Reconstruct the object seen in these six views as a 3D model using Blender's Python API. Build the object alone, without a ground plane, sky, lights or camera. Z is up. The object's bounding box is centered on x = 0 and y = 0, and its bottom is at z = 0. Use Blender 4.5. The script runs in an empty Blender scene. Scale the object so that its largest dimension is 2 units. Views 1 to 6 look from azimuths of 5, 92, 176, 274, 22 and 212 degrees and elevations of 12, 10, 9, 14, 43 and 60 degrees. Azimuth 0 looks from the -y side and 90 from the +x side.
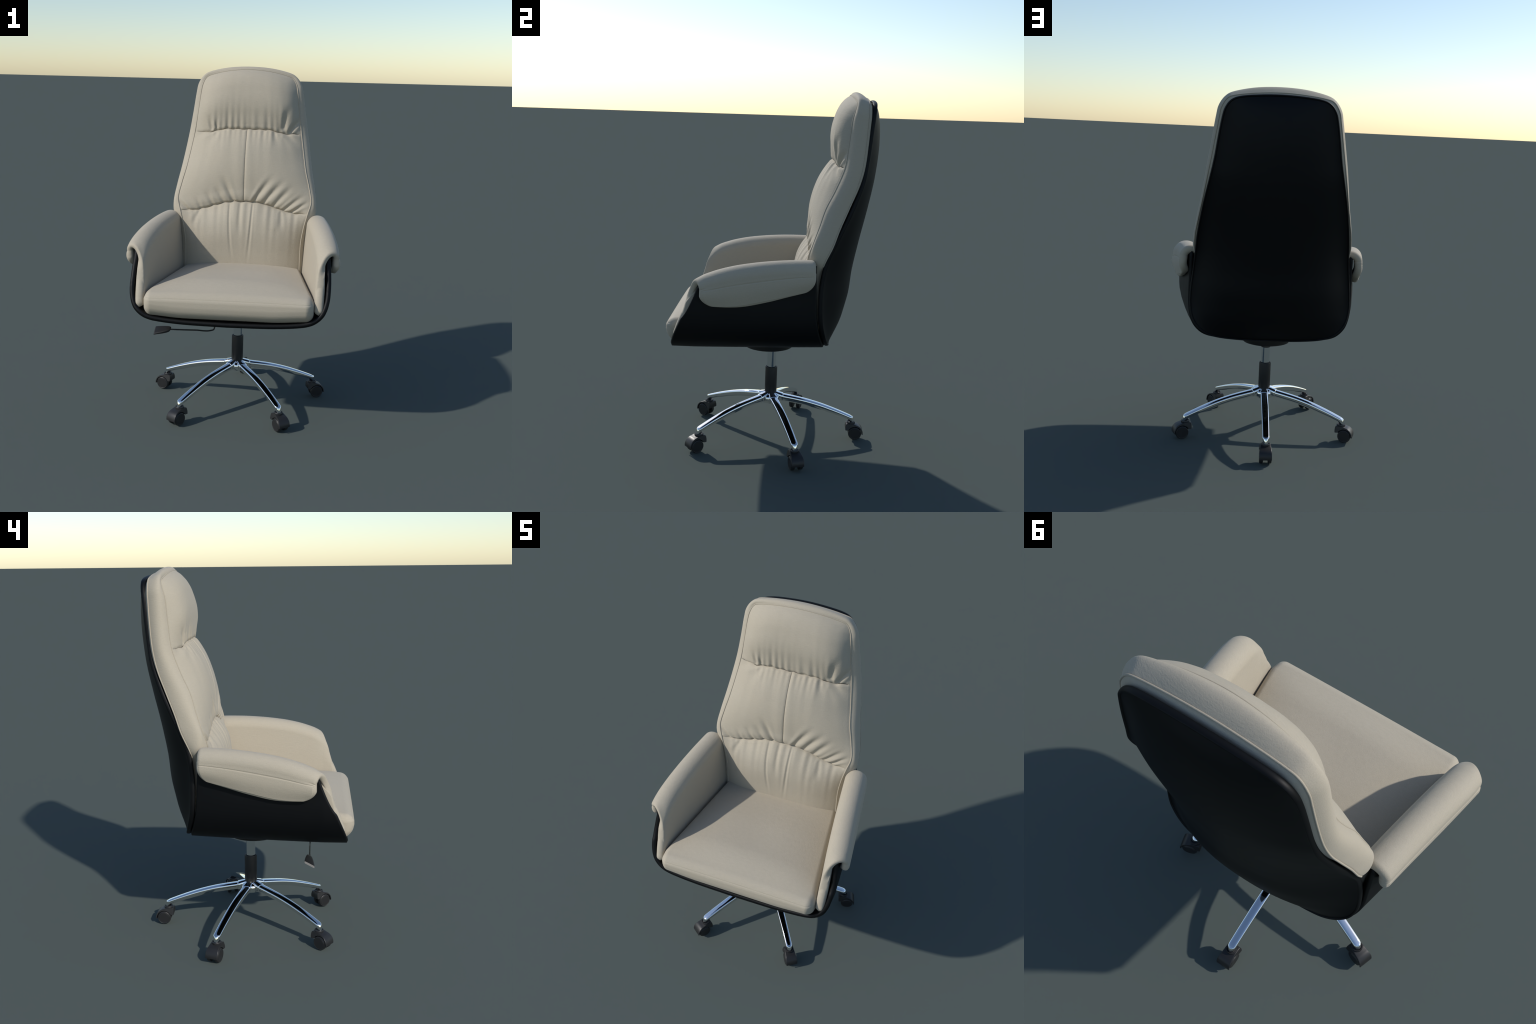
"""High-backed swivel armchair: cream upholstery in a black moulded shell,
gas column, chrome five-legged star base on twin-wheel casters."""
import bpy, math
import numpy as np

# ------------------------------------------------------------------ helpers
def hermite(x, xs, ys):
    """smooth curve through control values (ys may be vectors)"""
    xs = np.asarray(xs, float); ys = np.asarray(ys, float)
    x = np.asarray(x, float)
    m = np.gradient(ys, xs, axis=0)
    i = np.clip(np.searchsorted(xs, x) - 1, 0, len(xs) - 2)
    h = xs[i + 1] - xs[i]
    t = np.clip((x - xs[i]) / h, 0, 1)
    if ys.ndim > 1:
        t = t[..., None]; h = h[..., None]
    return ((2*t**3 - 3*t**2 + 1)*ys[i] + (t**3 - 2*t**2 + t)*h*m[i]
            + (-2*t**3 + 3*t**2)*ys[i + 1] + (t**3 - t**2)*h*m[i + 1])

def smooth(a, b, x):
    t = np.clip((x - a) / (b - a), 0, 1)
    return t*t*(3 - 2*t)

def ease(n, k=0.6):
    """0..1 parameters crowded towards both ends"""
    t = np.linspace(0, 1, n)
    return (1 - k)*t + k*(0.5 - 0.5*np.cos(np.pi*t))

def roll(d, r, depth):
    """how far a padded edge rolls in at distance d from its seam"""
    q = np.clip(1 - d / r, 0, 1)
    return depth*(1 - np.sqrt(1 - q*q))

def ripple(x, lam, seed):
    rng = np.random.RandomState(seed)
    out = np.zeros_like(x)
    for k in range(5):
        f = (0.6 + 0.9*rng.rand()) / lam
        out += (0.5 + rng.rand())*np.sin(2*np.pi*(f*x + rng.rand()))
    return out / 2.6

MATS = {}
def new_obj(name, verts, faces, mat, parent=None, smooth_angle=None, weld=False):
    me = bpy.data.meshes.new(name)
    me.from_pydata([tuple(map(float, v)) for v in verts], [], [tuple(map(int, f)) for f in faces])
    import bmesh
    bm = bmesh.new(); bm.from_mesh(me)
    if weld:
        bmesh.ops.remove_doubles(bm, verts=bm.verts, dist=1e-5)
    bmesh.ops.recalc_face_normals(bm, faces=bm.faces)
    if smooth_angle is not None:
        for e in bm.edges:
            if len(e.link_faces) == 2 and e.calc_face_angle(0) > math.radians(smooth_angle):
                e.smooth = False
    bm.to_mesh(me); bm.free()
    me.polygons.foreach_set("use_smooth", [True]*len(me.polygons))
    me.materials.append(MATS[mat])
    ob = bpy.data.objects.new(name, me)
    bpy.context.scene.collection.objects.link(ob)
    if parent is not None:
        ob.parent = parent
    return ob

def grid_faces(na, nb, off=0, wrap_b=False):
    f = []
    for i in range(na - 1):
        for j in range(nb if wrap_b else nb - 1):
            j2 = (j + 1) % nb
            f.append((off + i*nb + j, off + i*nb + j2, off + (i+1)*nb + j2, off + (i+1)*nb + j))
    return f

def sheet(name, P, mat, parent=None, **kw):
    na, nb = P.shape[:2]
    return new_obj(name, P.reshape(-1, 3), grid_faces(na, nb), mat, parent, **kw)

def loft(name, rings, mat, parent=None, cap=True, smooth_angle=50):
    """rings: (n, m, 3) closed cross-sections"""
    R = np.asarray(rings, float); n, m = R.shape[:2]
    f = grid_faces(n, m, 0, True)
    if cap:
        f += [tuple(range(m)), tuple(range((n-1)*m, n*m))]
    return new_obj(name, R.reshape(-1, 3), f, mat, parent, smooth_angle)

def lathe(name, prof, mat, parent=None, n=48, axis='z', centre=(0, 0, 0), smooth_angle=40):
    a = np.linspace(0, 2*np.pi, n, endpoint=False)
    rings = []
    for r, h in prof:
        r = max(r, 1e-5)
        c = np.stack([r*np.cos(a), r*np.sin(a), np.full(n, h)], -1)
        if axis == 'y':
            c = c[:, [0, 2, 1]]
        rings.append(c + np.array(centre))
    return loft(name, rings, mat, parent, True, smooth_angle)

def tube_rings(path, rad, n=10):
    path = np.asarray(path, float)
    tan = np.gradient(path, axis=0)
    tan /= np.linalg.norm(tan, axis=1)[:, None] + 1e-12
    ref = np.array([0, 1.0, 0.02])
    rings = []
    a = np.linspace(0, 2*np.pi, n, endpoint=False)
    for p, t in zip(path, tan):
        u = ref - t*(ref @ t); u /= np.linalg.norm(u); ref = u
        v = np.cross(t, u)
        rings.append(p + rad*(np.cos(a)[:, None]*u + np.sin(a)[:, None]*v))
    return rings

def tube(name, path, rad, mat, parent=None, n=10):
    return loft(name, tube_rings(path, rad, n), mat, parent)

def grid_normals(P):
    da = np.gradient(P, axis=0); db = np.gradient(P, axis=1)
    N = np.cross(da, db)
    return N / (np.linalg.norm(N, axis=2)[..., None] + 1e-12)

def pillow(name, P, T, mat, r=None, parent=None, extra=None, smooth_angle=None):
    """closed padded sheet: centre surface P(na,nb,3), thickness T, rounded rim.
    extra(sign) -> additional offset along the normal on that side."""
    N = grid_normals(P)
    da = np.linalg.norm(np.diff(P, axis=0), axis=2); db = np.linalg.norm(np.diff(P, axis=1), axis=2)
    ca = np.vstack([np.zeros((1, P.shape[1])), np.cumsum(da, 0)])
    cb = np.hstack([np.zeros((P.shape[0], 1)), np.cumsum(db, 1)])
    ea = np.minimum(ca, ca[-1:] - ca); eb = np.minimum(cb, cb[:, -1:] - cb)
    rr = T/2 if r is None else r
    fa = np.sqrt(1 - np.clip(1 - ea/rr, 0, 1)**2); fb = np.sqrt(1 - np.clip(1 - eb/rr, 0, 1)**2)
    h = T/2*fa*fb
    sides = []
    for s in (1, -1):
        o = h.copy()
        if extra is not None:
            o = o + extra(s, ea, eb)*fa*fb
        sides.append(P + s*N*o[..., None])
    na, nb = P.shape[:2]
    V = np.concatenate([sides[0].reshape(-1, 3), sides[1].reshape(-1, 3)])
    F = grid_faces(na, nb) + [f[::-1] for f in grid_faces(na, nb, na*nb)]
    return new_obj(name, V, F, mat, parent, smooth_angle, weld=True)

# ---------------------------------------------------------------- materials
def base_mat(name):
    m = bpy.data.materials.new(name); m.use_nodes = True
    nt = m.node_tree
    return m, nt, nt.nodes["Principled BSDF"]

def fabric(name, colour):
    m, nt, p = base_mat(name)
    tc = nt.nodes.new("ShaderNodeTexCoord")
    # woven grain: two crossed wave sets plus fibre noise
    fine = nt.nodes.new("ShaderNodeTexNoise"); fine.inputs["Scale"].default_value = 250
    fine.inputs["Detail"].default_value = 3
    nt.links.new(tc.outputs["Object"], fine.inputs["Vector"])
    mp = nt.nodes.new("ShaderNodeMapping"); mp.inputs["Scale"].default_value = (45, 45, 260)
    nt.links.new(tc.outputs["Object"], mp.inputs["Vector"])
    weft = nt.nodes.new("ShaderNodeTexNoise"); weft.inputs["Scale"].default_value = 1.0
    weft.inputs["Detail"].default_value = 2
    nt.links.new(mp.outputs["Vector"], weft.inputs["Vector"])
    blot = nt.nodes.new("ShaderNodeTexNoise"); blot.inputs["Scale"].default_value = 7
    blot.inputs["Detail"].default_value = 4
    nt.links.new(tc.outputs["Object"], blot.inputs["Vector"])
    def mix(fac_socket, fac_scale, a, b):
        mul = nt.nodes.new("ShaderNodeMath"); mul.operation = 'MULTIPLY'
        mul.inputs[1].default_value = fac_scale
        nt.links.new(fac_socket, mul.inputs[0])
        mx = nt.nodes.new("ShaderNodeMix"); mx.data_type = 'RGBA'
        nt.links.new(mul.outputs[0], mx.inputs["Factor"])
        for s, v in ((6, a), (7, b)):
            if isinstance(v, tuple): mx.inputs[s].default_value = (*v, 1)
            else: nt.links.new(v, mx.inputs[s])
        return mx.outputs[2]
    c = np.array(colour)
    col = mix(blot.outputs["Fac"], 0.6, tuple(c), tuple(c*np.array([1.0, .955, .90])))
    col = mix(weft.outputs["Fac"], 0.30, col, tuple(c*.66))
    col = mix(fine.outputs["Fac"], 0.34, col, tuple(np.minimum(c*1.28, 1)))
    nt.links.new(col, p.inputs["Base Color"])
    p.inputs["Roughness"].default_value = 0.78
    p.inputs["Specular IOR Level"].default_value = 0.25
    p.inputs["Sheen Weight"].default_value = 0.12
    p.inputs["Sheen Roughness"].default_value = 0.5
    add = nt.nodes.new("ShaderNodeMath"); add.operation = 'ADD'
    nt.links.new(fine.outputs["Fac"], add.inputs[0]); nt.links.new(weft.outputs["Fac"], add.inputs[1])
    bp = nt.nodes.new("ShaderNodeBump"); bp.inputs["Strength"].default_value = 0.38
    bp.inputs["Distance"].default_value = 0.0015
    nt.links.new(add.outputs[0], bp.inputs["Height"]); nt.links.new(bp.outputs["Normal"], p.inputs["Normal"])
    MATS[name] = m

def plain(name, colour, rough, metal=0.0, spec=0.5, grain=0.0, scale=300):
    m, nt, p = base_mat(name)
    tc = nt.nodes.new("ShaderNodeTexCoord")
    nz = nt.nodes.new("ShaderNodeTexNoise"); nz.inputs["Scale"].default_value = scale
    nz.inputs["Detail"].default_value = 3
    nt.links.new(tc.outputs["Object"], nz.inputs["Vector"])
    mr = nt.nodes.new("ShaderNodeMapRange")
    mr.inputs["To Min"].default_value = rough - 0.04*(metal < .5); mr.inputs["To Max"].default_value = rough + 0.04*(metal < .5)
    nt.links.new(nz.outputs["Fac"], mr.inputs["Value"]); nt.links.new(mr.outputs["Result"], p.inputs["Roughness"])
    p.inputs["Base Color"].default_value = (*colour, 1)
    p.inputs["Metallic"].default_value = metal
    p.inputs["Specular IOR Level"].default_value = spec
    if grain:
        bp = nt.nodes.new("ShaderNodeBump"); bp.inputs["Strength"].default_value = grain
        bp.inputs["Distance"].default_value = 0.001
        nt.links.new(nz.outputs["Fac"], bp.inputs["Height"]); nt.links.new(bp.outputs["Normal"], p.inputs["Normal"])
    MATS[name] = m

fabric("cream_upholstery", (0.435, 0.387, 0.305))
fabric("cream_piping", (0.41, 0.365, 0.287))
plain("black_shell", (0.0018, 0.0022, 0.0028), 0.52, spec=0.22, grain=0.08, scale=700)
plain("black_plastic", (0.015, 0.015, 0.0155), 0.45, spec=0.4, grain=0.06, scale=500)
plain("caster_plastic", (0.019, 0.019, 0.020), 0.42, spec=0.4)
plain("black_wire", (0.006, 0.006, 0.006), 0.35)
plain("chrome", (0.86, 0.87, 0.88), 0.04, metal=1.0)

chair = bpy.data.objects.new("office_chair", None)
bpy.context.scene.collection.objects.link(chair)
chair["label"] = "high-backed cream upholstered office armchair with black shell and chrome base"
chair["category"] = "office chair"

# ================================================================= BACKREST
# half outline, bottom to top centre: front seam, widest line, rear piping
SEAM = [(.350,.169,.69),(.350,.169,.80),(.352,.172,.95),(.366,.176,1.05),(.387,.182,1.135),(.405,.205,1.21),
        (.388,.235,1.30),(.365,.264,1.39),(.347,.312,1.49),(.329,.355,1.602),(.313,.372,1.72),(.298,.385,1.84),
        (.289,.398,1.89),(.266,.409,1.932),(.225,.405,1.951),(.12,.393,1.974),(0,.388,1.983)]
WIDE = [(.385,.21,.69),(.385,.21,.80),(.388,.213,.95),(.402,.215,1.05),(.430,.219,1.12),(.434,.235,1.19),
        (.419,.277,1.29),(.399,.317,1.39),(.383,.365,1.49),(.366,.405,1.60),(.347,.420,1.72),(.329,.428,1.84),
        (.316,.433,1.897),(.284,.434,1.944),(.236,.434,1.970),(.125,.433,1.993),(0,.432,2.0)]
REAR = [(.375,.248,.69),(.375,.25,.80),(.38,.252,.95),(.395,.254,1.05),(.424,.265,1.11),(.425,.305,1.20),
        (.410,.337,1.29),(.388,.382,1.40),(.370,.421,1.50),(.352,.446,1.60),(.332,.460,1.72),(.314,.468,1.83),
        (.303,.471,1.885),(.274,.472,1.931),(.230,.472,1.948),(.12,.472,1.963),(0,.472,1.969)]
ST = np.arange(len(SEAM), dtype=float)
def mirror_fix(c):            # extend one station past the centre for a level tangent
    c = list(c); x, y, z = c[-2]
    return np.array(c + [(-x, y, z)], float)
def outline(ctrl, n):
    """full outline, bottom right -> top -> bottom left (n points per half)"""
    c = mirror_fix(ctrl)
    t = np.linspace(0, len(ctrl) - 1, n)
    h = hermite(t, np.arange(len(c)), c)
    h[-1, 0] = 0
    o = h[::-1][1:].copy(); o[:, 0] *= -1
    return np.vstack([h, o])

NB = 240
S, W, B = outline(SEAM, NB), outline(WIDE, NB), outline(REAR, NB)
W[:, 1] -= .012*smooth(1.05, 1.25, W[:, 2]); W[:, 0] *= 1 + .004*smooth(1.1, 1.25, W[:, 2])
Cb = 2*W - (S + B)/2
band = []
for q in np.linspace(0, 1, 22):
    band.append((1-q)**2*S + 2*q*(1-q)*Cb + q*q*B)
ctr = np.array([0, 0.0, 1.45])
for q, dy in ((.2, .007), (.5, .014), (1, .018)):           # rear edge strip turning in under the shell
    c = B.copy(); c[:, 0] *= 1 - .10*q; c[:, 2] = np.where(c[:, 2] > 1.8, c[:, 2] - .034*q*smooth(1.8, 1.93, c[:, 2]), c[:, 2])
    c[:, 1] += dy*smooth(1.25, 1.6, c[:, 2])
    band.append(c)
band = np.array(band)
# fine puckers along the stitched front edge
backrest = sheet("backrest", band.transpose(1, 0, 2), "cream_upholstery", chair)
tube("piping", S + np.array([0, -.0005, 0]), .0032, "cream_piping", backrest, 8)
tube("piping", B + np.array([0, .001, 0]), .0036, "cream_piping", backrest, 8)

# --- front panels -----------------------------------------------------------
hS = hermite(np.linspace(0, len(SEAM) - 1, 900), np.arange(len(SEAM) + 1), mirror_fix(SEAM))
side = hS[hS[:, 2] < 1.845]
def xs_of(z):
    zz = np.asarray(z, float)
    x = np.interp(zz, side[:, 2], side[:, 0])
    return np.where(zz > 1.84, side[-1, 0] - .10*(zz - side[-1, 2]), x)
def ys_of(z):
    return np.interp(z, hS[:, 2], hS[:, 1])
top = hS[hS[:, 2] > 1.80]
top_s = top[:, 0]/xs_of(top[:, 2])
o_ = np.argsort(top_s)
def ztop(s):
    return np.interp(np.abs(s), np.r_[top_s[o_], 1.0], np.r_[top[o_, 2], 1.83])

def seam_head(s):
    a = np.abs(s)
    return 1.627 - .024*smooth(.36, .74, a) + .0018*np.sin(31*s + .5)*(a < .95)
def seam_lumbar(s):
    a = np.abs(s)
    return 1.200 - .062*smooth(.10, .86, a) + .0015*np.sin(37*s)*(a < .93)

def wrinkles(X, Z, strokes):
    """soft creases: (x0,z0,x1,z1,width,depth)"""
    out = np.zeros_like(X)
    for x0, z0, x1, z1, w, d in strokes:
        L2 = (x1-x0)**2 + (z1-z0)**2
        t = ((X-x0)*(x1-x0) + (Z-z0)*(z1-z0))/L2
        px, pz = X - (x0 + t*(x1-x0)), Z - (z0 + t*(z1-z0))
        side_ = ((X-x0)*(z1-z0) - (Z-z0)*(x1-x0))/math.sqrt(L2)
        bend = side_ - .06*np.clip(t, 0, 1)**2*math.sqrt(L2)*np.sign(x0 if x0 else 1)
        ww = w*(0.7 + .6*np.clip(t, 0, 1))
        fade = smooth(-.10, .08, t)*(1 - smooth(.35, 1.0, t))
        out += d*fade*(np.exp(-(bend/ww)**2) - .35*np.exp(-((np.abs(bend) - 1.8*ww)/ww)**2))
    return out

top_y = np.r_[top[o_, 1], float(np.interp(1.83, hS[:, 2], hS[:, 1]))]
def ytop(s):
    return np.interp(np.abs(s), np.r_[top_s[o_], 1.0], top_y)

def front_panel(name, s0, s1, ns, nv, low, high, yc_v, yc, p, gather_low, gather_high, strokes, centre_seam=False, lowroll=(.03, .010), highroll=(.03, .010)):
    s = s0 + (s1 - s0)*ease(ns, .45); v = ease(nv, .5)
    Sg, Vg = np.meshgrid(s, v)                      # rows = v
    zl, zh = low(Sg), high(Sg)
    Z = zl + (zh - zl)*Vg
    X = Sg*xs_of(Z)
    yec = hermite(Vg, yc_v, yc)
    side_z = low(np.ones_like(Vg)) + (high(np.ones_like(Vg)) - low(np.ones_like(Vg)))*Vg
    ye = ys_of(Z)*smooth(.55, .95, np.abs(Sg)) + ys_of(side_z)*(1 - smooth(.55, .95, np.abs(Sg)))
    Y = yec + (ye - yec)*np.abs(Sg)**(p*(1 - .42*(1 - smooth(0, .5, Vg))*(high is ztop)))
    if high is ztop:
        Y = Y + (ytop(Sg) - Y[-1:, :])*Vg**5
    dl, dh = (Z - zl), (zh - Z)
    de = (1 - np.abs(Sg))*xs_of(Z)
    fade = smooth(0, .035, de)
    Y = Y + roll(dl, *lowroll)*fade + roll(dh, *highroll)*fade + roll(de, .016, .004)*smooth(0, .01, de)
    if centre_seam:
        Y = Y + roll(np.abs(X), .016, .006) - .003*np.exp(-((np.abs(X) - .03)/.03)**2)
    for (amp, lam, L, seed, half), d in ((gather_low, dl), (gather_high, dh)):
        if amp:
            env = np.exp(-(d/L)**1.4)*(1 - smooth(half - .05, half + .05, np.abs(X)))*smooth(0, .006, d)
            lean = X*(1 + .15*d)
            Y = Y + amp*env*ripple(lean, lam, seed)
    Y = Y + wrinkles(X, Z, strokes)*smooth(0, .012, de)*smooth(0, .004, dl)
    # gentle uneven stuffing
    Y = Y + .0016*np.sin(9*X + 3)*np.sin(11*Z + 1)*fade*smooth(0, .03, np.minimum(dl, dh))
    return sheet(name, np.stack([X, Y, Z], -1), "cream_upholstery", backrest)

none = (0, 1, 1, 0, 1)
front_panel("headrest_panel", -1, 1, 260, 150, seam_head, ztop,
            [0, .03, .10, .22, .39, .52, .66, .80, .90, .96, 1.0],
            [.306, .301, .297, .293, .289, .293, .305, .323, .345, .366, .388], 5.5,
            (.0038, .050, .085, 5, .235), none,
            [(.255, 1.612, .330, 1.72, .014, .009), (.215, 1.63, .250, 1.80, .018, .007),
             (-.215, 1.62, -.235, 1.72, .014, .006), (-.185, 1.63, -.195, 1.69, .010, .004)],
            lowroll=(.018, .006), highroll=(.006, .0))
mid_strokes_r = [(.050, 1.190, .175, 1.385, .014, .0085), (.105, 1.180, .245, 1.360, .014, .0080), (.165, 1.165, .300, 1.325, .014, .0070),
                 (.225, 1.145, .375, 1.270, .011, .0070), (.270, 1.135, .400, 1.225, .009, .0075),
                 (.225, 1.615, .330, 1.53, .016, .0060), (.16, 1.62, .20, 1.52, .014, .0035)]
mid_strokes_l = [(-.060, 1.195, -.135, 1.375, .015, .0085), (-.120, 1.190, -.175, 1.30, .014, .0050), (-.185, 1.170, -.235, 1.27, .013, .0050),
                 (-.255, 1.140, -.295, 1.23, .012, .0040), (-.320, 1.125, -.420, 1.215, .012, .0075),
                 (-.215, 1.620, -.345, 1.57, .015, .0060), (-.17, 1.62, -.24, 1.53, .014, .0035)]
MV = [0, .02, .05, .19, .41, .61, .84, .955, .985, 1.0]
MY = [.194, .187, .182, .182, .188, .208, .251, .286, .297, .306]
front_panel("back_panel", 0, 1, 170, 180, seam_lumbar, seam_head, MV, MY, 3.9,
            none, (.0018, .045, .05, 11, .20), mid_strokes_r, True, (.018, .006), (.02, .005))
front_panel("back_panel", -1, 0, 170, 180, seam_lumbar, seam_head, MV, MY, 3.9,
            none, (.0018, .045, .05, 11, .20), mid_strokes_l, True, (.018, .006), (.02, .005))
front_panel("lumbar_panel", -1, 1, 260, 170, lambda s: .69 + 0*s, seam_lumbar,
            [0, .21, .41, .705, .80, .902, .953, .983, 1.0],
            [.122, .116, .112, .115, .127, .153, .172, .184, .194], 3.6,
            none, (.0024, .050, .14, 23, .33),
            [(-.085, 1.18, -.075, .80, .007, .0030), (.055, 1.19, .050, .80, .007, .0040), (.225, 1.15, .235, 1.02, .014, .0055),
             (-.27, 1.14, -.31, 1.04, .014, .0055), (-.02, 1.19, -.025, .98, .011, .0030)],
            lowroll=(.01, .001), highroll=(.022, .006))

# ================================================================ BACK SHELL
# rim outline (half), bottom centre -> side -> top centre, and crown depth behind it
RIM = [(0,.305,.635),(.16,.304,.637),(.29,.298,.648),(.36,.288,.672),(.413,.272,.725),(.436,.256,.80),(.440,.251,.90),
       (.437,.254,1.0),(.432,.272,1.10),(.423,.312,1.20),(.407,.358,1.30),(.388,.402,1.40),(.358,.448,1.53),(.337,.465,1.63),(.320,.478,1.74),
       (.303,.488,1.84),(.289,.494,1.89),(.260,.499,1.928),(.21,.502,1.947),(.11,.504,1.958),(0,.505,1.962)]
def rim_outline(n):
    # the lip adds its own radius outside this line
    c = np.array([(-RIM[1][0], *RIM[1][1:])] + RIM + [(-RIM[-2][0], *RIM[-2][1:])])
    t = np.linspace(1, len(RIM), n)
    h = hermite(t, np.arange(len(c)), c); h[0, 0] = h[-1, 0] = 0
    h[:, 0] *= 1 - .011/.36*smooth(.75, 1.15, h[:, 2])*1.3; h[:, 2] -= .011*smooth(1.75, 1.93, h[:, 2])
    o = h[::-1][1:-1].copy(); o[:, 0] *= -1
    return np.vstack([h, o])
CROWN_Z = [.55, .60, .63, .66, .70, .75, .82, .88, 1.03, 1.157, 1.366, 1.544, 1.728, 1.864, 1.92, 1.95, 1.97]
CROWN_Y = [.30, .320, .335, .350, .366, .385, .404, .419, .438, .463, .508, .540, .556, .551, .544, .535, .524]
def crown(z): return hermite(z, CROWN_Z, CROWN_Y)
Ro = rim_outline(300)
cz = 1.25
def shrink(k):
    """outline scaled towards the spine of the shell"""
    out = Ro.copy(); out[:, 0] *= k
    zc = 1.285 + .33*np.tanh((Ro[:, 2] - 1.285)/.36)
    out[:, 2] = zc + (Ro[:, 2] - zc)*k
    return out
RZ = np.array([.55, .70, .80, .90, 1.0, 1.10, 1.20, 1.30, 1.40, 1.53, 1.63, 1.74, 1.84, 1.90, 1.98])
RX = np.array([.440, .440, .440, .440, .436, .430, .418, .400, .380, .350, .328, .311, .296, .288, .278])
RY = np.array([.285, .268, .256, .251, .254, .272, .312, .358, .402, .448, .465, .478, .488, .494, .503])
def shell_back(x, z):
    """moulded back: shallow parabola across, crown line up the middle"""
    t = np.abs(x)/hermite(z, RZ, RX); e = hermite(z, RZ, RY) + .010
    return e + (np.maximum(crown(z), e) - e)*np.clip(1 - t**(2.3 - .35*smooth(.95, 1.3, z)), 0, 1)
def shell_point(k):
    o = shrink(k)
    edge = Ro[:, 1] + .010
    o[:, 1] = edge + (np.maximum(shell_back(o[:, 0], o[:, 2]), edge) - edge)*(1 - k**9)
    return o
tan = np.roll(Ro, -1, 0) - np.roll(Ro, 1, 0); tan /= np.linalg.norm(tan, axis=1)[:, None]
outw = np.cross(tan, np.array([0, 1, 0])); outw /= np.linalg.norm(outw, axis=1)[:, None]
if outw[len(RIM)*4, 0] < 0: outw = -outw
rings = [shell_point(k) for k in 1 - np.linspace(0, 1, 60)**1.6*.9995]
# rolled lip at the rim, then the inner face behind the cushion
inner = shrink(.90); inner[:, 1] = Ro[:, 1] + .002
inner2 = shrink(.05); inner2[:, 1] = np.interp(inner2[:, 2], [.6, 1.0, 1.3, 1.6, 1.97], [.30, .27, .36, .46, .50])
allr = [inner2, inner, Ro - outw*.004 + [0, -.004, 0], Ro + [0, 0, 0], Ro + outw*.001 + [0, .006, 0]] + rings[1:]
back_shell = loft("back_shell", np.array(allr), "black_shell", chair, True, 70)
lip = []
for a in np.linspace(0, 2*np.pi, 14, endpoint=False):
    lip.append(Ro + outw*(.003 + .006*np.cos(a)) + np.array([0, 1, 0])*(.003 + .012*np.sin(a)))
L = np.array(lip).transpose(1, 0, 2)
V = L.reshape(-1, 3); n, m = L.shape[:2]
F = [((i % n)*m + j, (i % n)*m + (j+1) % m, ((i+1) % n)*m + (j+1) % m, ((i+1) % n)*m + j) for i in range(n) for j in range(m)]
new_obj("shell_rim", V, F, "black_shell", back_shell)

# ================================================================ SEAT SHELL
def wall_x(y):                      # outer face of the side wall
    return np.interp(y, [-.56, -.40, .25, .30], [.545, .537, .449, .441])
ARM_Y = [-.46, -.44, -.42, -.40, -.36, -.30, -.20, -.10, 0, .10, .20, .26]
ARM_Z = [.935, .967, .994, 1.015, 1.043, 1.068, 1.096, 1.113, 1.124, 1.130, 1.131, 1.127]
def arm_top(y): return hermite(y, ARM_Y, ARM_Z)
US  = [0, .25, .42, .50, .58, .65, .72, .78, .86, .92, 1.0]            # across half the U
UXv = [0, .47, .70, .785, .86, .92, .96, .985, 1.0, 1.0, 1.0]
UZ  = [.621, .626, .636, .643, .657, .680, .708, .745, .81, .90, 1.0]
na, nw = 221, 90
a = np.linspace(-1, 1, na)
wv = ease(nw, .4)
A, Wv = np.meshgrid(a, wv, indexing='ij')
fx = hermite(np.abs(A), US, UXv)*np.sign(A)
zn = hermite(np.abs(A), US, UZ)
yf = hermite(zn, [.60, .625, .66, .70, .80, .96, 1.02], [-.528, -.527, -.523, -.511, -.470, -.394, -.367])
yr = hermite(zn, [.60, .625, .66, .70, .80, .90, 1.02], [.295, .29, .277, .262, .240, .231, .226])
Y = yf + (yr - yf)*Wv
ztop_shell = arm_top(np.clip(Y, -.46, .26)) - .040
Z = np.where(zn > .81, .81 + (zn - .81)/.19*(ztop_shell - .81), zn)
bulge = np.interp(Y, [-.56, -.42, -.25, -.05, .10, .22, .30], [-.001, .007, .012, .012, .009, .003, 0])*(1 - .65*smooth(.84, .98, Z))
X = fx*(wall_x(Y) + bulge - .013) 
Z = Z + .012
seat_shell = pillow("seat_shell", np.stack([X, Y, Z], -1), np.full_like(X, .026), "black_shell", r=.008, parent=chair)

# ============================================================== SEAT CUSHION
def rounded_box(h, r, n):
    """dense rounded box, half sizes h, corner radius r"""
    V, F = [], []
    for ax in range(3):
        u, v = [(1, 2), (2, 0), (0, 1)][ax]
        for sg in (-1, 1):
            tu, tv = [2*ease(k, .55) - 1 for k in (n[u], n[v])]
            U, Vv = np.meshgrid(tu, tv, indexing='ij')
            P = np.zeros(U.shape + (3,)); P[..., ax] = sg; P[..., u] = U; P[..., v] = Vv
            off = sum(len(x) for x in V)
            V.append((P*h).reshape(-1, 3)); g = grid_faces(*U.shape, off)
            F += g if sg > 0 else [f[::-1] for f in g]
    P = np.vstack(V); h = np.array(h); r = np.array(r)
    inner = np.clip(P, -(h - r), h - r)
    d = (P - inner)/r
    ln = np.linalg.norm(d, axis=1)[:, None]
    return inner + r*d/np.maximum(ln, 1e-9), F
V, F = rounded_box((1.0, .385, .075), (.085, .048, .046), (150, 130, 50))
V[:, 1] -= .170                                            # y from -.565 to .205
yy, zz = V[:, 1], V[:, 2]
half = np.interp(yy, [-.555, -.47, .17, .21], [.453, .460, .362, .355])
sx = V[:, 0]
X = sx*half
Zs = .722 + zz
upper = smooth(-.02, .06, zz)
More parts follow.
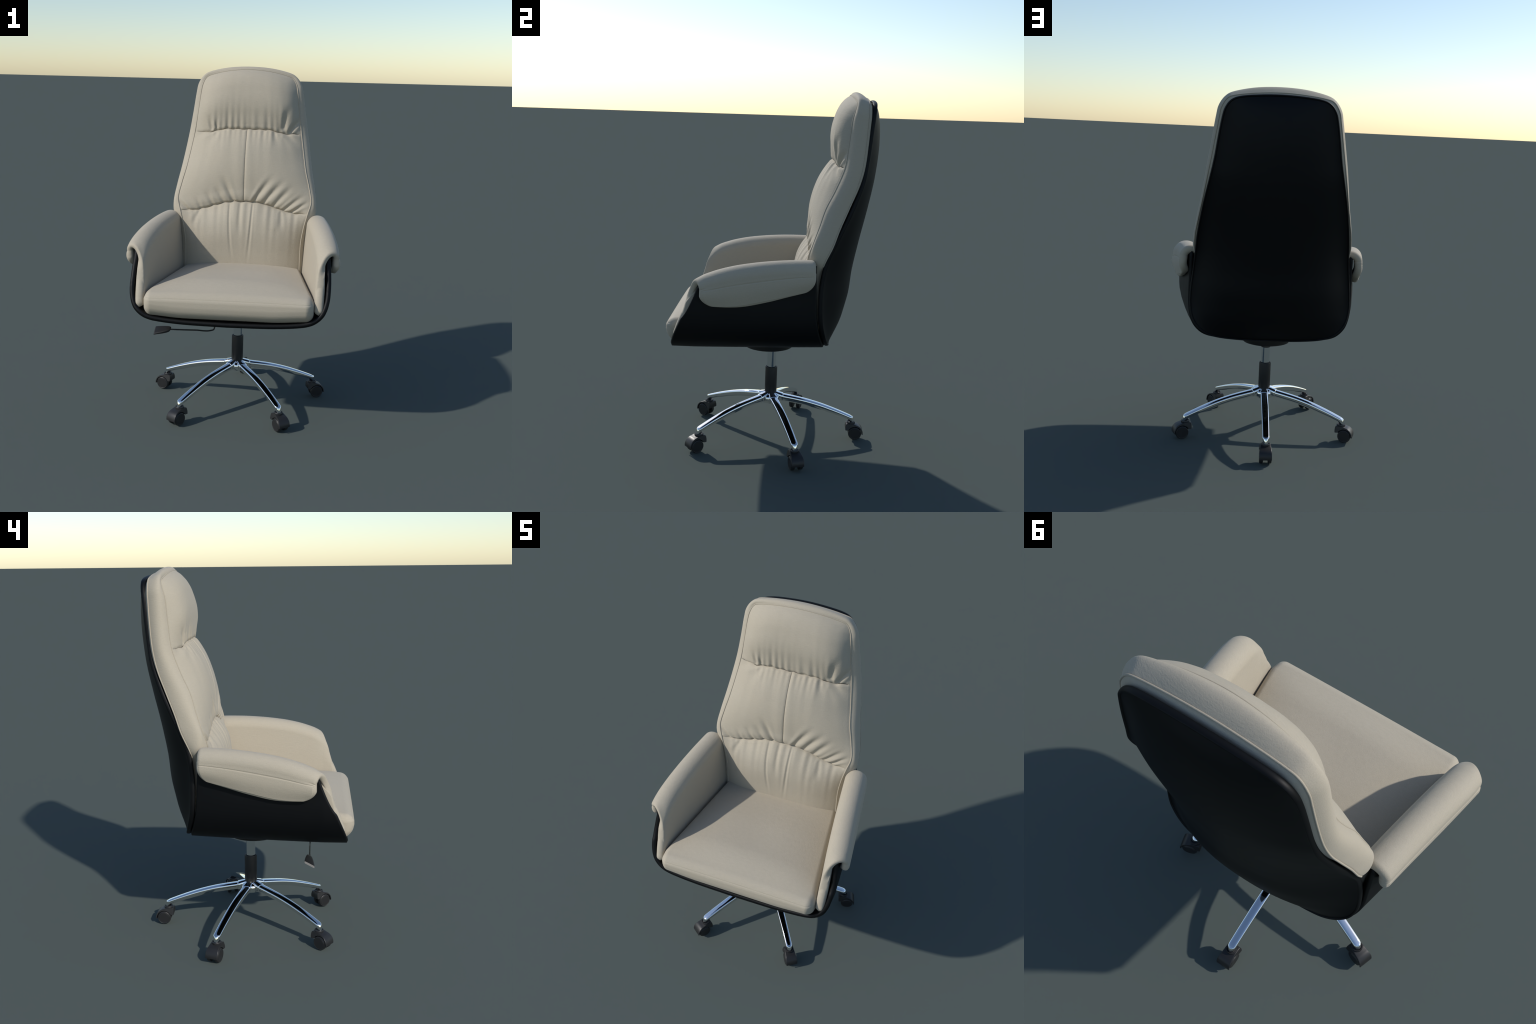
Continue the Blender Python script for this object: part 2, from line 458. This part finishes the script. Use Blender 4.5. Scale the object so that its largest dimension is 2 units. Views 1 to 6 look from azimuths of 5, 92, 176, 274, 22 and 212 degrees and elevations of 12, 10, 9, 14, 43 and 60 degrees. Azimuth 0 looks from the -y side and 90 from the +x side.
Zs = Zs + upper*(.050*(1 - np.abs(sx)**3.2)*smooth(-.60, -.34, yy)*(1 - .28*smooth(-.15, .15, yy)) - .005*smooth(-.40, -.56, yy))
frontness = smooth(-.44, -.56, yy)
Yc = yy - frontness*(.003*np.cos(np.clip((zz + .02)/.08, -1, 1)*np.pi/2)*(1 - np.abs(sx)**4))
Yc = Yc + frontness*.014*smooth(.0, -.075, zz)
Zs = Zs + (1 - upper)*frontness*.013 + (1 - upper)*smooth(.5, 1, np.abs(sx))*.012
# stitched line where the top panel meets the front border
groove = np.exp(-((zz - .050)/.0022)**2)*(yy < -.50)
Yc = Yc + groove*.0018
Zs = Zs + .0012*np.sin(14*X + 2)*np.sin(11*yy)*upper
new_obj("seat_cushion", np.stack([X, Yc, Zs], -1), F, "cream_upholstery", chair, weld=True)

# ============================================================== ARMREST PADS
def arm_pad(sign):
    na, nw = 260, 150
    a = ease(na, .3); w = ease(nw, .55)
    A, Wd = np.meshgrid(a, w, indexing='ij')
    I1, I2 = .46, .60                        # inner leg | arch | outer flap
    fi = np.clip(A/I1, 0, 1)                 # 0 bottom .. 1 spring of arch
    fa = np.clip((A - I1)/(I2 - I1), 0, 1)
    fo = np.clip((A - I2)/(1 - I2), 0, 1)
    # nominal heights decide how far the pad runs forward
    yf_in = hermite(fi, [0, .12, .34, .60, .80, 1.0], [-.500, -.507, -.498, -.482, -.467, -.448])
    corner = lambda f, k: 1 - np.sqrt(1 - np.clip((f - k)/(1 - k), 0, 1)**2*.985)
    yf_out = -.366 + .070*corner(fo, .42)
    yr_out = .224 - .060*corner(fo, .35)
    yf = np.where(A < I1, yf_in, np.where(A < I2, hermite(fa, [0, .25, .5, .75, 1], [-.448, -.420, -.396, -.377, -.366]), yf_out))
    yr = np.where(A < I1, .215 - .0*fi, np.where(A < I2, .215 + .007*np.sin(np.pi*fa/2), yr_out))
    Y = yf + (yr - yf)*Wd
    wx = wall_x(Y)
    top = arm_top(np.clip(Y, -.46, .26)) - .022 + .009*np.exp(-((Y - yf)/.05)**2)*smooth(.48, .56, A)        # centre line of the arch top
    rear = smooth(-.35, .20, Y)
    T_in = (.051 + .012*rear*(1 - fi))*np.ones_like(A)
    xin_top = wx - .024 - .0255
    xin_bot = np.interp(Y, [-.50, .20], [.4850, .390])
    xout = wx + .036 - .004*rear
    R = (xout - xin_top)/2
    spring = top - R*.95
    zb_in = .706 + 0*Y
    zin = zb_in + (spring - zb_in)*fi
    xin = xin_bot + (xin_top - xin_bot)*fi
    ang = np.pi*(1 - fa)
    xar = (xin_top + xout)/2 + R*np.cos(ang); zar = spring + R*.95*np.sin(ang)
    zb_out = hermite(Y, [-.36, -.33, -.287, -.22, -.16, -.035, .09, .16, .198, .23],
                     [.903, .900, .896, .892, .893, .914, .950, .970, .981, .992])
    zout = spring + (zb_out - spring)*fo
    xo = xout + .006*np.sin(np.pi*fo)**2 - .016*fo**2
    Xp = np.where(A < I1, xin, np.where(A < I2, xar, xo))
    Zp = np.where(A < I1, zin, np.where(A < I2, zar, zout))
    T = .046 + (T_in - .046)*(1 - smooth(.30, .54, A)) - .004*fo
    T = T - .014*np.exp(-((Y - yf)/.05)**2)*smooth(.28, .54, A)*(1 - smooth(.60, .75, A))
    def extra(s, ea, eb):
        o = np.zeros_like(A)
        outer = s > 0
        if outer == OUTER_SIGN:
            # lengthwise stitched seam on the flap and edge seams
            o -= .0022*np.exp(-((fo - .20)/.022)**2)*smooth(0, .02, eb)
            near = np.minimum(np.where(A > .6, ea, 1), np.where(A > .55, eb, 1))
            o -= .0016*np.exp(-((near - .014)/.0028)**2)*(fo > .25)
            o -= .0016*np.exp(-((eb - .020)/.0028)**2)*(A < I1)*(Wd < .5)*smooth(.05, .15, fi)*(1 - smooth(.72, .97, fi))
            # pucker where the pad folds round the front of the shell
            d = (Y - yf)
            o += .0024*np.exp(-(d/.026)**2)*np.sin(75*A)*smooth(.46, .50, A)*(1 - smooth(.62, .68, A))
        return o
    P = np.stack([Xp*sign, Y, Zp], -1)
    N = grid_normals(P)
    OUTER_SIGN = bool(N[20, nw//2, 0]*sign < 0)      # side facing the sitter / the outside
    return pillow("armrest_pad", P, T, "cream_upholstery", parent=chair, extra=extra)
for sgn in (-1, 1):
    arm_pad(sgn)

# ============================================================ UNDERCARRIAGE
o = lathe("tilt_mechanism", [(0, .545), (.09, .540), (.120, .5405), (.136, .546), (.142, .558), (.142, .625), (0, .625)],
          "black_plastic", chair, 64, centre=(0, -.02, 0))
lathe("column_collar", [(0, .512), (.024, .512), (.0275, .515), (.0275, .55), (0, .55)], "black_plastic", o, 40)
sleeve = lathe("column_sleeve", [(0, .236), (.026, .236), (.031, .243), (.0345, .258), (.0345, .416), (.033, .4205), (.030, .421), (.027, .417), (0, .416)],
               "black_plastic", chair, 48)
lathe("gas_cylinder", [(0, .40), (.0255, .40), (.0255, .54), (0, .54)], "chrome", chair, 64)

# height lever: bent wire and a flat flared paddle
path = np.array([(-.093, -.325, .630), (-.094, -.327, .590), (-.095, -.330, .560), (-.100, -.332, .5475), (-.114, -.333, .5425),
                 (-.20, -.333, .5395), (-.30, -.333, .5375), (-.358, -.333, .5365)])
tt = np.r_[0, np.cumsum(np.linalg.norm(np.diff(path, axis=0), axis=1))]
path = hermite(np.linspace(0, tt[-1], 60), tt, path)
lever = tube("height_lever", path, .0042, "black_wire", chair, 12)
rings = []
for x, hw, th, zc in [(-.345, .008, .0065, .5365), (-.349, .012, .0085, .5364), (-.360, .0165, .0095, .5355), (-.385, .0225, .0085, .5325),
                      (-.412, .0265, .0065, .529), (-.430, .028, .006, .5265), (-.435, .0275, .005, .526)]:
    aa = np.linspace(0, 2*np.pi, 32, endpoint=False)
    cy = np.sign(np.cos(aa))*np.abs(np.cos(aa))**.35*hw; cz_ = np.sign(np.sin(aa))*np.abs(np.sin(aa))**.35*th
    t_ = math.radians(-24)
    y = cy*math.cos(t_) + cz_*math.sin(t_)*0 ; z = cz_ - cy*math.tan(t_)*1.1
    rings.append(np.stack([np.full(32, x) + cz_*.6, -.333 + y, zc + z*1.0], -1))
loft("lever_handle", rings, "black_plastic", lever, True, 40)

# ================================================================= STAR BASE
hub_prof = [(0, .205), (.038, .205), (.050, .210), (.056, .222), (.056, .240), (.050, .252), (.040, .258), (.033, .256), (0, .256)]
hub = lathe("star_base", hub_prof, "chrome", chair, 60)
def leg_ring(r, zt, hw, hh, n=40, e=.62):
    aa = np.linspace(0, 2*np.pi, n, endpoint=False)
    cy = np.sign(np.cos(aa))*np.abs(np.cos(aa))**e*hw
    s = np.sin(aa)
    cz_ = np.sign(s)*np.abs(s)**e*hh
    taper = np.where(cz_ < 0, .92, 1.0)
    return np.stack([np.full(n, r), cy*taper, zt - hh + cz_], -1)
LR = [.06, .10, .15, .20, .25, .30, .35, .40, .44, .47, .492]
LZ = [.2585, .2515, .2425, .2325, .220, .2055, .1885, .170, .154, .1415, .1315]
def leg_mesh():
    rings = []
    rr = np.r_[np.linspace(.074, .464, 40), .471, .477, .481, .484, .486, .487]
    for r in rr:
        zt = float(hermite(r, LR, LZ))
        hw = np.interp(r, [.07, .30, .48], [.0235, .0220, .0198]); hh = np.interp(r, [.07, .35, .48], [.0200, .0180, .0135])
        e = max(0, (r - .464)/.0232)
        k = max(1 - e**3.5, .02)**.42
        rings.append(leg_ring(r, zt - (1-k)*.004, hw*k, hh*(.35 + .65*k)))
    return loft("base_leg", rings, "chrome", hub, True, 60)
leg = leg_mesh()
# short socket on the hub that each leg plugs into
rings = [leg_ring(r, zt, hw, hh) for r, zt, hw, hh in
         [(.020, .274, .020, .025), (.036, .270, .022, .0245), (.052, .2655, .0245, .024), (.066, .2615, .0262, .0235), (.0735, .2595, .0264, .023), (.0755, .258, .0250, .021)]]
socket = loft("hub_socket", rings, "chrome", hub, True, 60)
aa = np.linspace(0, 2*np.pi, 36, endpoint=False)
rings = [np.stack([cx + hx*np.cos(aa), hy*np.sin(aa), np.full(36, z)], -1) for z, cx, hx, hy in
         [(.0975, .4810, .0145, .0140), (.106, .4798, .0150, .0146), (.112, .4780, .0160, .0156), (.118, .4745, .0182, .0172),
          (.123, .4695, .0220, .0184), (.128, .4650, .0250, .0190), (.1325, .4620, .0262, .0188), (.134, .4600, .0262, .0170)]]
boss = loft("leg_boss", rings, "chrome", hub, True, 60)

# caster: hood with arch openings, twin wheels, swivel collar -------------------
AX, AZ, WR = .024, .0385, .0385            # axle offset, height, wheel radius
def hood():
    outer = []
    for d in np.linspace(-6, 78, 22):
        t = math.radians(d); outer.append((AX + .0475*math.cos(t), AZ + .050*math.sin(t)))
    outer += [(AX - .004, .0925), (.012, .0955), (.004, .0960), (-.010, .0960), (-.022, .0955), (-.028, .0935), (-.0305, .086), (-.0318, .074),
              (-.0315, .062), (-.0300, .0565), (-.0275, .0562)]
    arch = []
    for d in np.linspace(153, 0, 30):
        t = math.radians(d); arch.append((AX + .0412*math.cos(t), AZ + .0412*math.sin(t)))
    arch.append((AX + .0415, AZ - .005))
    poly = np.array(outer + arch)
    m = len(poly)
    c0 = poly.mean(0)
    rings = []
    HW = .034
    for y, k in ((-HW, .0014), (-HW + .0012, .0003), (-HW + .003, 0), (HW - .003, 0), (HW - .0012, .0003), (HW, .0014)):
        p = poly.copy()
        t = np.roll(p, -1, 0) - np.roll(p, 1, 0); nn = np.stack([t[:, 1], -t[:, 0]], -1); nn /= np.linalg.norm(nn, axis=1)[:, None]
        p = p - nn*k
        # the hood narrows towards the collar
        yy = y*(1 - .20*np.clip((p[:, 1] - .062)/.034, 0, 1)**1.5)
        rings.append(np.stack([p[:, 0], yy, p[:, 1]], -1))
    R = np.array(rings); n = len(R)
    V = R.reshape(-1, 3)
    F = grid_faces(n, m, 0, True) + [tuple(range(m))[::-1], tuple((n-1)*m + i for i in range(m))]
    # middle web between the wheels
    web = [(AX + .030, .046), (AX + .034, .062), (AX + .018, .080), (AX - .015, .086), (-.022, .086), (-.024, .060), (AX - .022, .036), (AX, .030), (AX + .016, .034)]
    off = len(V)
    Wb = np.array([[(x, y, z) for x, z in web] for y in (-.0125, .0125)])
    V = np.vstack([V, Wb.reshape(-1, 3)])
    k = len(web)
    F += [(off + i, off + (i+1) % k, off + k + (i+1) % k, off + k + i) for i in range(k)] + [tuple(off + i for i in range(k))[::-1], tuple(off + k + i for i in range(k))]
    # swivel collar
    off = len(V); pr = [(.0240, .084), (.0255, .0960), (.0253, .1005), (.0238, .1030), (.0208, .1030), (.0185, .0985), (.001, .0975)]
    aa = np.linspace(0, 2*np.pi, 36, endpoint=False)
    C = np.array([[(r*math.cos(t), r*math.sin(t), z) for t in aa] for r, z in pr])
    V = np.vstack([V, C.reshape(-1, 3)]); F += grid_faces(len(pr), 36, off, True)
    return new_obj("caster", V, F, "caster_plastic", chair, 35)
caster0 = hood()
wheel_prof = [(0, .0335), (.0285, .0335), (.0295, .0325), (.0315, .0325), (.0330, .0335), (.0352, .0328), (.0375, .0300), (WR, .0265), (WR, .0185), (.0372, .0145), (.0345, .0130), (.012, .0130), (0, .0130)]
wheel0 = lathe("caster_wheel", wheel_prof, "caster_plastic", caster0, 56, axis='y', centre=(AX, 0, AZ), smooth_angle=40)
def clone(src, parent, matrix=None, rot=0.0, scale=(1, 1, 1)):
    ob = src.copy(); bpy.context.scene.collection.objects.link(ob)
    ob.parent = parent; ob.rotation_euler = (0, 0, rot); ob.scale = scale
    return ob
wheel0b = clone(wheel0, caster0, rot=0, scale=(1, -1, 1))
CR = .477
for k in range(5):
    ang = math.radians(90 + 72*k)
    if k == 0:
        parts = (leg, socket, boss); cst = caster0
    else:
        parts = [clone(o_, hub) for o_ in (leg, socket, boss)]
        cst = clone(caster0, chair)
        clone(wheel0, cst); clone(wheel0, cst, scale=(1, -1, 1))
    for o_ in parts:
        o_.rotation_euler = (0, 0, ang)
    cst.location = (CR*math.cos(ang), CR*math.sin(ang), 0)
    cst.rotation_euler = (0, 0, ang)
